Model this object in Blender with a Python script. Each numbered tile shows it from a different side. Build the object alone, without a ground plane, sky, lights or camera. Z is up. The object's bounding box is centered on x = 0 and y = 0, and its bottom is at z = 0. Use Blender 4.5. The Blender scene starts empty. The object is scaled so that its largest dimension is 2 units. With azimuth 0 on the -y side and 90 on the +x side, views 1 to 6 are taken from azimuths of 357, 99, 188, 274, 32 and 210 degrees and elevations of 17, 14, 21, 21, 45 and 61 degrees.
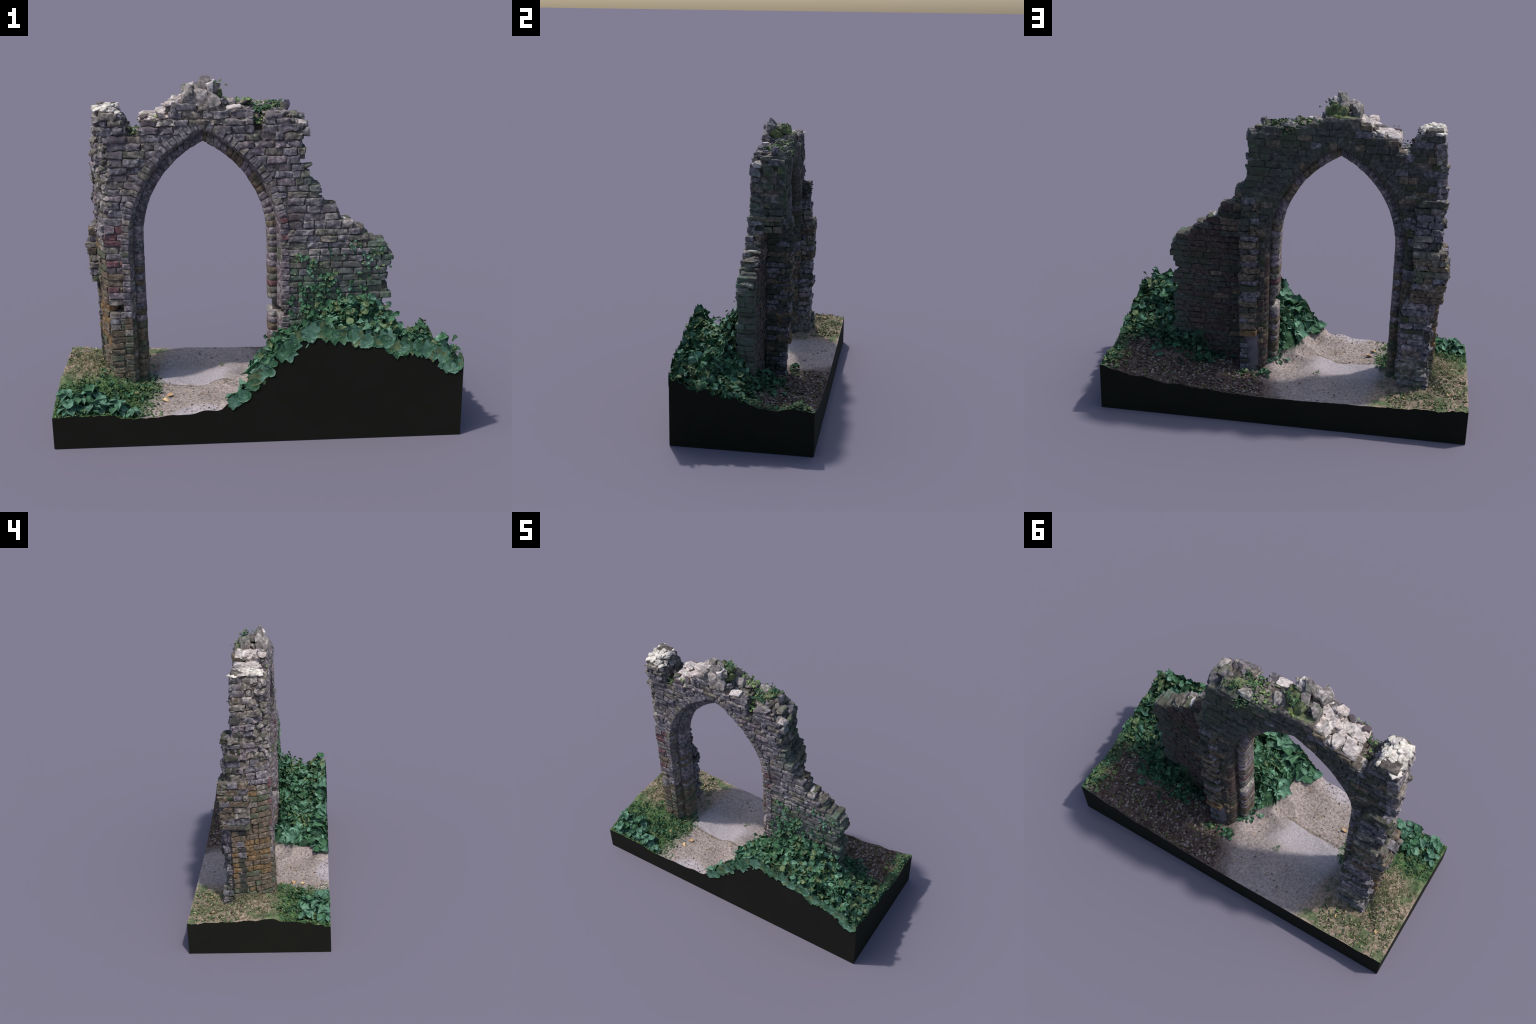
# A ruined brick-and-stone gothic archway on a cut block of earth, with path, grass and shrubs.
import bpy, math, random
import numpy as np
from mathutils import Vector, Matrix, noise

rng = random.Random(7)
U = rng.uniform
COL = bpy.context.scene.collection

# ------------------------------------------------------------------ materials
def lin(c):
    return tuple((x / 255 / 12.92) if x / 255 <= .04045 else ((x / 255 + .055) / 1.055) ** 2.4 for x in c) + (1,)

def algae_group():
    """factor 0..1 of green growth: the shaded low wing, its ragged end, moist feet, mossy rear shoulder"""
    g = bpy.data.node_groups.new("algae_zones", "ShaderNodeTree")
    g.interface.new_socket("Fac", in_out="OUTPUT", socket_type="NodeSocketFloat")
    N, L = g.nodes, g.links
    geo, sep, out = N.new("ShaderNodeNewGeometry"), N.new("ShaderNodeSeparateXYZ"), N.new("NodeGroupOutput")
    L.new(geo.outputs["Position"], sep.inputs[0])
    x, y, z = sep.outputs
    def ss(v, lo, hi):
        n = N.new("ShaderNodeMapRange"); n.interpolation_type = "SMOOTHSTEP"
        n.inputs["From Min"].default_value, n.inputs["From Max"].default_value = (lo, hi) if lo < hi else (hi, lo)
        if lo > hi: n.inputs["To Min"].default_value, n.inputs["To Max"].default_value = 1, 0
        L.new(v, n.inputs["Value"]); return n.outputs[0]
    def op(o, a, b):
        n = N.new("ShaderNodeMath"); n.operation = o
        for k, v in enumerate((a, b)):
            if isinstance(v, (int, float)): n.inputs[k].default_value = v
            else: L.new(v, n.inputs[k])
        return n.outputs[0]
    def mul(*a):
        r = a[0]
        for b in a[1:]: r = op("MULTIPLY", r, b)
        return r
    def nz(sc):
        n = N.new("ShaderNodeTexNoise"); n.inputs["Scale"].default_value, n.inputs["Detail"].default_value, n.inputs["Roughness"].default_value = sc, 6, .65
        L.new(geo.outputs["Position"], n.inputs["Vector"]); return n.outputs["Fac"]
    big, small = nz(5), nz(24)
    patch = op("MAXIMUM", ss(big, .42, .6), mul(ss(small, .45, .62), .7))
    wing = mul(ss(x, .15, .3), ss(z, .98, .66), ss(y, .02, -.03), op("ADD", mul(patch, .45), .3))
    end = mul(ss(x, .54, .66), ss(y, .04, 0.0), op("ADD", mul(patch, .4), .35))
    top = mul(ss(x, .23, .29), ss(z, 1.12, 1.25), op("ADD", mul(patch, .5), .2))
    foot = mul(ss(z, .42, .24), ss(x, 0, -.2), op("ADD", mul(patch, .35), .05))
    rear = mul(ss(y, .06, .1), ss(x, -.5, -.2), ss(z, .95, 1.25), op("ADD", mul(patch, .35), .0))
    f = wing
    for a in (end, top, foot, rear): f = op("MAXIMUM", f, a)
    L.new(f, out.inputs[0])
    return g
ALGAE = None

def material(name, stops, scale=18, detail=6, rough=.9, bump=.35, bscale=140, vary=.25,
             overlay=None, speck=None, translucent=0, algae=None):
    """stops: [(pos, sRGB)]; overlay: (sRGB, noise scale, threshold, softness); speck: same at fine scale."""
    m = bpy.data.materials.new(name)
    m.use_nodes = True
    nt = m.node_tree
    N, L = nt.nodes, nt.links
    bs = N["Principled BSDF"]
    bs.inputs["Roughness"].default_value = rough
    bs.inputs["Specular IOR Level"].default_value = .2
    geo = N.new("ShaderNodeNewGeometry")
    info = N.new("ShaderNodeObjectInfo")
    def nz(sc, det=5, ro=.6, off=0):
        n = N.new("ShaderNodeTexNoise")
        n.inputs["Scale"].default_value = sc
        n.inputs["Detail"].default_value = det
        n.inputs["Roughness"].default_value = ro
        if off:
            mp = N.new("ShaderNodeMapping")
            mp.inputs["Location"].default_value = (off, off * .7, -off)
            L.new(geo.outputs["Position"], mp.inputs["Vector"])
            L.new(mp.outputs[0], n.inputs["Vector"])
        else:
            L.new(geo.outputs["Position"], n.inputs["Vector"])
        return n
    n1 = nz(scale, detail)
    rp = N.new("ShaderNodeValToRGB")
    cr = rp.color_ramp
    while len(cr.elements) < len(stops):
        cr.elements.new(.5)
    for e, (p, c) in zip(cr.elements, stops):
        e.position, e.color = p, lin(c)
    L.new(n1.outputs["Fac"], rp.inputs["Fac"])
    col = rp.outputs["Color"]
    for ov, off in ((overlay, 3.1), (speck, 8.3)):
        if ov:
            c, sc, th, soft = ov
            n2 = nz(sc, 5, .65, off)
            mr = N.new("ShaderNodeMapRange")
            mr.inputs["From Min"].default_value = th - soft
            mr.inputs["From Max"].default_value = th + soft
            L.new(n2.outputs["Fac"], mr.inputs["Value"])
            mx = N.new("ShaderNodeMix")
            mx.data_type = "RGBA"
            L.new(mr.outputs[0], mx.inputs["Factor"])
            L.new(col, mx.inputs["A"])
            mx.inputs["B"].default_value = lin(c)
            col = mx.outputs["Result"]
    if algae:
        global ALGAE
        ALGAE = ALGAE or algae_group()
        gn = N.new("ShaderNodeGroup")
        gn.node_tree = ALGAE
        mx = N.new("ShaderNodeMix")
        mx.data_type = "RGBA"
        tone = N.new("ShaderNodeMix")                      # the film keeps the mottling of the stone under it
        tone.data_type, tone.blend_type = "RGBA", "MULTIPLY"
        tone.inputs["Factor"].default_value = .35
        tone.inputs["A"].default_value = lin(algae)
        L.new(col, tone.inputs["B"])
        L.new(gn.outputs[0], mx.inputs["Factor"])
        L.new(col, mx.inputs["A"])
        L.new(tone.outputs["Result"], mx.inputs["B"])
        col = mx.outputs["Result"]
    hs = N.new("ShaderNodeHueSaturation")
    mr = N.new("ShaderNodeMapRange")
    mr.inputs["To Min"].default_value = 1 - vary
    mr.inputs["To Max"].default_value = 1 + vary
    L.new(info.outputs["Random"], mr.inputs["Value"])
    L.new(mr.outputs[0], hs.inputs["Value"])
    L.new(col, hs.inputs["Color"])
    L.new(hs.outputs["Color"], bs.inputs["Base Color"])
    if bump:
        nb = nz(bscale, 4, .6, 1.7)
        bp = N.new("ShaderNodeBump")
        bp.inputs["Strength"].default_value = bump
        bp.inputs["Distance"].default_value = .004
        L.new(nb.outputs["Fac"], bp.inputs["Height"])
        L.new(bp.outputs[0], bs.inputs["Normal"])
    if translucent:
        tr = N.new("ShaderNodeBsdfTranslucent")
        L.new(hs.outputs["Color"], tr.inputs["Color"])
        ms = N.new("ShaderNodeMixShader")
        ms.inputs[0].default_value = translucent
        L.new(bs.outputs[0], ms.inputs[1])
        L.new(tr.outputs[0], ms.inputs[2])
        L.new(ms.outputs[0], N["Material Output"].inputs["Surface"])
    return m

def stone(name, dark, mid, light, **k):
    k.setdefault("scale", 52)
    k.setdefault("vary", .14)
    k.setdefault("bump", .45)
    k.setdefault("algae", (102, 119, 104))
    return material(name, [(.3, dark), (.5, mid), (.7, light)], **k)

M = {
    "grey":   stone("grey_stone", (70, 67, 72), (117, 112, 117), (172, 167, 169), overlay=((92, 82, 84), 6, .56, .1), speck=((66, 70, 66), 60, .64, .05)),
    "slate":  stone("dark_stone", (60, 58, 63), (99, 95, 101), (148, 143, 148), speck=((52, 58, 54), 50, .62, .06)),
    "mauve":  stone("mauve_stone", (70, 63, 67), (116, 106, 111), (172, 160, 162)),
    "warm":   stone("warm_stone", (72, 67, 64), (117, 110, 104), (168, 160, 152), overlay=((80, 86, 72), 7, .6, .09), speck=((70, 76, 62), 45, .62, .06)),
    "red":    stone("red_brick", (74, 50, 54), (106, 74, 78), (140, 112, 112), speck=((88, 84, 86), 40, .58, .06)),
    "ochre":  stone("ochre_brick", (78, 61, 44), (113, 91, 65), (150, 127, 95), speck=((76, 72, 64), 40, .6, .06)),
    "brown":  stone("brown_brick", (68, 58, 50), (100, 88, 76), (138, 125, 109), speck=((66, 72, 58), 36, .6, .06)),
    "olive":  stone("mossy_brick", (56, 59, 50), (86, 88, 75), (122, 122, 104), speck=((66, 80, 58), 36, .58, .08)),
    "algae":  stone("algae_stone", (66, 74, 68), (100, 109, 100), (140, 147, 134), speck=((70, 92, 72), 30, .58, .08)),
    "shadetone":   stone("shade_toned_stone", (44, 44, 44), (68, 67, 65), (98, 97, 92), overlay=((62, 66, 48), 9, .56, .1)),  # rear stone: baked shade copied into a darker colour, with real moss patches
    "shadered": stone("shade_toned_brick", (52, 43, 41), (74, 62, 59), (102, 90, 85), overlay=((62, 64, 50), 9, .6, .1)),  # rear red-brown brick, its colour also darkened by painted shade; moss is real
    "lime":   stone("rough_limestone", (88, 83, 82), (142, 134, 132), (196, 186, 181), speck=((90, 98, 84), 30, .6, .08)),
    "pink":   stone("lime_mortar_crust", (138, 128, 124), (198, 184, 178), (234, 222, 216), scale=40, speck=((130, 120, 112), 60, .62, .07)),
    "pale":   stone("pale_stone", (128, 122, 121), (190, 180, 177), (228, 218, 213), speck=((104, 108, 100), 36, .6, .08)),
    "cream":  stone("cream_stone", (154, 148, 139), (206, 199, 189), (236, 230, 220), speck=((128, 128, 114), 40, .62, .07)),
    "mossy":  stone("moss_grown_stone", (58, 66, 50), (90, 98, 74), (138, 142, 112), overlay=((92, 104, 60), 14, .56, .1)),
    "mortar": stone("mortar", (62, 58, 55), (104, 97, 92), (160, 150, 141), scale=26, speck=((66, 66, 64), 50, .6, .08)),
    "render": stone("render_coat", (84, 79, 84), (100, 95, 100), (116, 111, 115), scale=12, bump=.12),
    "earth":  material("cut_earth", [(.3, (23, 24, 18)), (.7, (27, 28, 21))], scale=6, bump=0, vary=0, rough=1),
    "moss":   stone("moss", (52, 70, 34), (96, 118, 52), (150, 168, 84), scale=40, bump=.8),
}
LEAF = [
    material("leaf_teal", [(.3, (78, 122, 98)), (.5, (108, 154, 127)), (.7, (146, 188, 162))], scale=30, vary=.2, rough=.55, bump=.15, translucent=.2),
    material("leaf_green", [(.3, (54, 94, 68)), (.5, (80, 126, 92)), (.7, (112, 158, 120))], scale=30, vary=.2, rough=.55, bump=.15, translucent=.2),
    material("leaf_dark", [(.3, (36, 66, 48)), (.5, (52, 88, 64)), (.7, (78, 114, 86))], scale=30, vary=.2, rough=.6, bump=.15, translucent=.2),
    material("leaf_olive", [(.3, (82, 104, 70)), (.5, (112, 134, 94)), (.7, (148, 164, 120))], scale=30, vary=.2, rough=.6, bump=.15, translucent=.2),
    material("leaf_lime", [(.3, (104, 142, 84)), (.5, (140, 172, 106)), (.7, (174, 198, 136))], scale=30, vary=.15, rough=.55, bump=.1, translucent=.2),
]
M_DRY = material("dry_grass", [(.3, (110, 104, 82)), (.5, (144, 136, 110)), (.7, (182, 170, 142))], scale=30, bump=0)
M_GRASS = material("grass", [(.3, (50, 70, 42)), (.5, (76, 98, 60)), (.7, (112, 130, 88))], scale=30, bump=0)
M_LITTER = [material("fallen_leaf_" + n, [(.3, a), (.7, b)], scale=40, bump=.1) for n, a, b in
            (("brown", (72, 56, 48), (112, 92, 80)), ("grey", (118, 110, 106), (172, 162, 156)),
             ("green", (84, 92, 56), (126, 130, 86)), ("dark", (46, 40, 38), (70, 60, 56)))]
M_TAN = material("tan_leaf", [(.3, (168, 138, 104)), (.7, (212, 184, 146))], scale=40, bump=.1)
M_TWIG = material("twig", [(.3, (88, 80, 62)), (.7, (132, 122, 96))], scale=40, bump=.2)

# ------------------------------------------------------------------ mesh helpers
def mesh_obj(name, verts, faces, mats, idx=None, smooth=True, parent=None):
    me = bpy.data.meshes.new(name)
    me.from_pydata([tuple(v) for v in verts] if not isinstance(verts, np.ndarray) else verts.tolist(), [], faces)
    for m in mats:
        me.materials.append(m)
    if idx is not None:
        me.polygons.foreach_set("material_index", np.array(idx, np.int32))
    if smooth:
        me.polygons.foreach_set("use_smooth", np.ones(len(me.polygons), bool))
    me.update()
    ob = bpy.data.objects.new(name, me)
    COL.objects.link(ob)
    ob.parent = parent
    return ob

def cube_grid(n):
    """closed cube surface, n cells per edge, coordinates in [-1,1]"""
    key, verts, faces = {}, [], []
    def vid(p):
        if p not in key:
            key[p] = len(verts)
            verts.append([2 * c / n - 1 for c in p])
        return key[p]
    for ax in range(3):
        for side in (0, n):
            for i in range(n):
                for j in range(n):
                    q = []
                    for a, b in ((i, j), (i + 1, j), (i + 1, j + 1), (i, j + 1)):
                        p = [0, 0, 0]
                        p[ax], p[(ax + 1) % 3], p[(ax + 2) % 3] = side, a, b
                        q.append(vid(tuple(p)))
                    faces.append(q if side else q[::-1])
    return np.array(verts), faces

def fbm(p, sc, seed=0, o=3):
    return noise.fractal(Vector((p[0] * sc + seed * 7.3, p[1] * sc - seed * 3.1, p[2] * sc + seed * 5.7)), .9, 2.1, o)

CUBE = cube_grid(6)
BRICK0 = Vector((.08, .05, .031))          # nominal length, depth, height of a brick variant

def brick_variant(seed, rough=1.0):
    r = random.Random(seed)
    h = np.array(BRICK0) / 2
    rad = r.uniform(.003, .0055)
    out = []
    sk = [r.uniform(-.004, .004) for _ in range(4)]
    for v in CUBE[0]:
        p = v * h
        p = np.sign(v) * np.abs(v) ** .62 * h
        q = np.clip(p, -(h - rad), h - rad)
        d = p - q
        n = np.linalg.norm(d)
        if n > 0:
            p = q + d / n * rad
        p = p + np.array([sk[0] * v[2] + sk[3] * v[1], 0, sk[1] * v[0] * .5 + sk[2] * v[0] * v[2] * .5])
        o = np.array([fbm(p, 30, seed), fbm(p, 30, seed + 40), fbm(p, 30, seed + 80)])
        o2 = fbm(p, 85, seed + 11)
        o3 = fbm(p, 160, seed + 23)
        p = p + o * np.array([.0026, .0036, .002]) * rough + v * (o2 * .0016 + o3 * .0009) * rough
        out.append(p)
    return np.array(out), CUBE[1]

def rubble_variant(seed, n=9):
    """angular broken stone in a unit box"""
    r = random.Random(seed)
    g, f = cube_grid(n)
    planes = []
    for _ in range(9):
        d = np.array([r.gauss(0, 1) for _ in range(3)])
        d /= np.linalg.norm(d)
        planes.append((d, r.uniform(.6, .98)))
    out = []
    for v in g:
        p = v / max(1e-6, np.linalg.norm(v)) * .2 + v * .82
        for d, k in planes:
            e = p @ d - k
            if e > 0:
                p = p - d * e
        p = p + .045 * np.array([fbm(p, 1.4, seed), fbm(p, 1.4, seed + 9), fbm(p, 1.4, seed + 21)]) + p * .07 * fbm(p, 3.2, seed + 5) + p * .03 * fbm(p, 8, seed + 6)
        out.append(p * .5)
    return np.array(out), f

CRUDE = [brick_variant(600 + i, 3.2) for i in range(8)]
BRICKS = [brick_variant(100 + i) for i in range(14)]
SMOOTH = [brick_variant(400 + i, .5) for i in range(8)]
ROUGH = [brick_variant(300 + i, 2.0) for i in range(8)]
RUBBLE = [rubble_variant(500 + i) for i in range(12)]

class Stuff:
    """collects placed pieces; the largest become named objects sharing meshes, the rest one joined part"""
    def __init__(self, name, joined, parent, limit=300, sharp=0):
        self.sharp = sharp
        self.name, self.joined, self.parent, self.limit = name, joined, parent, limit
        self.items = []
    def add(self, geo, mat, mtx, size, solo=True):
        self.items.append((geo, mat, mtx, size, solo))
    def build(self):
        order = sorted(range(len(self.items)), key=lambda i: -self.items[i][3] if self.items[i][4] else 1)
        solo = set(i for i in order[: self.limit] if self.items[i][4])
        cache, V, F, I, mats, base = {}, [], [], [], [], 0
        for i, (geo, mat, mtx, size, _) in enumerate(self.items):
            verts, faces = geo
            if i in solo:
                k = (id(verts), mat.name)
                if k not in cache:
                    me = bpy.data.meshes.new(self.name)
                    me.from_pydata(verts.tolist(), [], faces)
                    me.materials.append(mat)
                    me.polygons.foreach_set("use_smooth", np.ones(len(faces), bool))
                    me.update()
                    if self.sharp: me.set_sharp_from_angle(angle=self.sharp)
                    cache[k] = me
                ob = bpy.data.objects.new(self.name, cache[k])
                COL.objects.link(ob)
                ob.parent = self.parent
                ob.matrix_world = mtx
            else:
                A = np.array(mtx)
                W = verts @ A[:3, :3].T + A[:3, 3]
                V.append(W)
                F += [[a + base for a in f] for f in faces]
                base += len(verts)
                if mat not in mats:
                    mats.append(mat)
                I += [mats.index(mat)] * len(faces)
        if V:
            ob = mesh_obj(self.joined, clamp(np.vstack(V)), F, mats, I, parent=self.parent)
            if self.sharp: ob.data.set_sharp_from_angle(angle=self.sharp)
            ob["kind"] = "stuff"

def clamp(W):
    """press what would cross the cut faces of the block softly against them"""
    def press(v, e, w):
        o = np.maximum(v - e, 0)
        return np.where(v > e, e + w * (1 - np.exp(-o / w)), v)
    W[:, 0] = press(W[:, 0], .985, .0148)
    W[:, 0] = -press(-W[:, 0], .985, .0148)
    W[:, 1] = press(W[:, 1], .402, .0125)
    W[:, 1] = -press(-W[:, 1], .40, .0153)
    return W

def frame(c, u, n, w, scale=(1, 1, 1)):
    """matrix whose local x=u, y=-n (depth, the face looks along n), z=w"""
    u, n, w = Vector(u).normalized(), Vector(n).normalized(), Vector(w).normalized()
    m = Matrix((u * scale[0], -n * scale[1], w * scale[2])).transposed().to_4x4()
    m.translation = Vector(c)
    return m

def jitter(m, a):
    t = m.translation.copy()
    r = Matrix.Rotation(U(-a, a), 4, 'X') @ Matrix.Rotation(U(-a, a), 4, 'Y') @ Matrix.Rotation(U(-a, a), 4, 'Z')
    k = m.copy()
    k.translation = (0, 0, 0)
    k = r @ k
    k.translation = t
    return k

# ------------------------------------------------------------------ ground shape
CUT = -.4105      # front cut face
HP = [  # spot heights (x, y, z): the lie of the land and the bramble bank
    (-1, -.415, .164), (-.9, -.415, .168), (-.75, -.415, .172), (-.64, -.415, .15), (-.54, -.415, .149), (-.37, -.415, .158),
    (-.19, -.415, .172), (-.14, -.415, .215), (-.05, -.415, .262), (.03, -.415, .37), (.12, -.415, .45), (.2, -.415, .54),
    (.3, -.415, .56), (.4, -.415, .54), (.52, -.415, .51), (.63, -.415, .505), (.72, -.415, .465), (.86, -.415, .45), (.95, -.415, .41), (1, -.415, .40),
    (1, .415, .262), (.89, .415, .237), (.8, .415, .215), (.6, .415, .189), (.43, .415, .177), (.25, .415, .167), (.07, .415, .161),
    (-.12, .415, .164), (-.38, .415, .17), (-.59, .415, .174), (-.81, .415, .184), (-1, .415, .193),
    (-1, .29, .202), (-1, .17, .2), (-1, .06, .208), (-1, -.07, .222), (-1, -.16, .2), (-1, -.26, .195), (-1, -.33, .178),
    (1, -.335, .395), (1, -.26, .362), (1, -.17, .358), (1, -.075, .328), (1, .036, .292), (1, .11, .265), (1, .18, .258), (1, .27, .28), (1, .33, .272),
    (-.4, -.2, .153), (-.3, 0, .15), (-.3, .2, .155), (-.5, .1, .16), (0, .25, .158), (0, .02, .16), (-.55, -.1, .172), (-.5, -.25, .158), (-.2, -.2, .158), (-.6, .28, .172),
    (-.7, -.12, .225), (-.62, -.1, .19), (-.8, -.05, .252), (-.84, .08, .262), (-.78, .21, .192), (-.9, .1, .232), (-.85, -.2, .205), (-.7, -.25, .182), (-.72, .0, .24),
    (.08, -.13, .40), (.16, -.12, .46), (.3, -.12, .50), (.45, -.12, .55), (.58, -.12, .53), (.45, -.2, .5), (.7, -.1, .43), (.3, -.27, .415), (.47, -.28, .465), (.62, -.26, .455), (.75, -.25, .435), (.9, -.3, .385), (.9, -.2, .375), (.3, -.36, .47), (.2, -.31, .37),
    (.88, -.1, .325), (.8, .05, .285), (.93, .03, .27), (.92, .15, .235), (.95, .25, .245), (.05, -.27, .285), (-.04, -.27, .2), (-.11, -.27, .165), (.02, -.15, .30), (-.06, -.12, .17), (.1, -.06, .25), (.12, -.3, .37),
    (.64, .05, .28), (.41, .05, .195), (.2, .17, .175), (.8, .22, .238), (.5, .22, .2), (.3, .05, .19), (.6, .3, .205),
]
HPA = np.array(HP)

def ground(x, y):
    x, y = np.asarray(x, float), np.asarray(y, float)
    d2 = (x[..., None] - HPA[:, 0]) ** 2 + (y[..., None] - HPA[:, 1]) ** 2
    w = 1 / (d2 + .0012) ** 2
    return (w * HPA[:, 2]).sum(-1) / w.sum(-1)

def g1(x, y):
    return float(ground(np.array([x]), np.array([y]))[0])

_ground0 = ground
def bank_lumps(x, y):
    z = float(_ground0(np.array([x]), np.array([y]))[0])
    if y > .02 or x < -.2: return 0.
    b = max(0, min(1, (z - .22) / .15)) * max(0, min(1, (-.03 - y) / .08 if x < .66 else (.02 - y) / .08))
    return b * (.034 * fbm((x, y, 0), 9, 31) + .022 * fbm((x, y, 0), 21, 33) - .006 - (.006 if -.39 < y < -.2 else 0) * min(1, (y + .41) / .04))
def g1(x, y):
    return float(_ground0(np.array([x]), np.array([y]))[0]) + bank_lumps(x, y)

def slab_line(x):      # edge of the old paving across the path
    return -.066 - .03 * math.sin((x + .3) * 9) * .5 + .012 * math.sin(x * 41) + .02 * (x + .3)

def bush_amount(x, y):
    """how deep the bramble bank is at (x, y): 0 on bare ground"""
    z = g1(x, y)
    if y < .0 and x > -.2:
        return max(0, min(1, (z - .2) / .12))
    return 0

# ------------------------------------------------------------------ hierarchy
root = bpy.data.objects.new("ruined_archway", None)
COL.objects.link(root)
root["label"] = "ruined gothic brick archway on a cut block of earth with shrubs"
root["category"] = "ruined stone arch"

# ---- soil block (cut faces) and ground surface
NX, NY = 320, 136
xs = np.linspace(-1, 1, NX + 1)
ys = np.linspace(CUT, .415, NY + 1)
GX, GY = np.meshgrid(xs, ys, indexing="ij")
GZ = ground(GX, GY)
for i in range(NX + 1):
    for j in range(NY + 1):
        x, y = xs[i], ys[j]
        b = 0
        if x > -.2 and y < .02:
            b = bush_amount(x, y)
            GZ[i, j] += bank_lumps(x, y)
        left = max(0, min(1, (-.5 - x) / .1))
        litter = max(0, min(1, (x - .1) / .2)) * (1 if y > 0 else 0)
        a = .0016 + .006 * left + .016 * b + .004 * litter
        GZ[i, j] += a * fbm((x, y, 0), 16, 3) + (.0012 + .004 * left + .006 * b + .003 * litter) * fbm((x, y, 0), 55, 5)
        if -.52 < x < -.06 and y > slab_line(x) and b == 0:
            GZ[i, j] += .007 * max(0, 1 - max(0, y - .1) / .25) * min(1, (x + .52) / .02) * min(1, (-.06 - x) / .1)
verts = np.stack([GX, GY, GZ], -1).reshape(-1, 3)
gid = lambda i, j: i * (NY + 1) + j
faces = [[gid(i, j), gid(i + 1, j), gid(i + 1, j + 1), gid(i, j + 1)] for i in range(NX) for j in range(NY)]
soil_v, soil_f = [], []
rim = [(i, 0) for i in range(NX)] + [(NX, j) for j in range(NY)] + [(i, NY) for i in range(NX, 0, -1)] + [(0, j) for j in range(NY, 0, -1)]
for i, j in rim:
    soil_v += [(xs[i], ys[j], 0), (xs[i], ys[j], GZ[i, j] - .0005)]
n = len(rim)
soil_f = [[2 * k, 2 * ((k + 1) % n), 2 * ((k + 1) % n) + 1, 2 * k + 1] for k in range(n)] + [[2 * k for k in range(n)][::-1]]
soil = mesh_obj("soil_block", soil_v, soil_f, [M["earth"]], smooth=False, parent=root)

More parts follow.
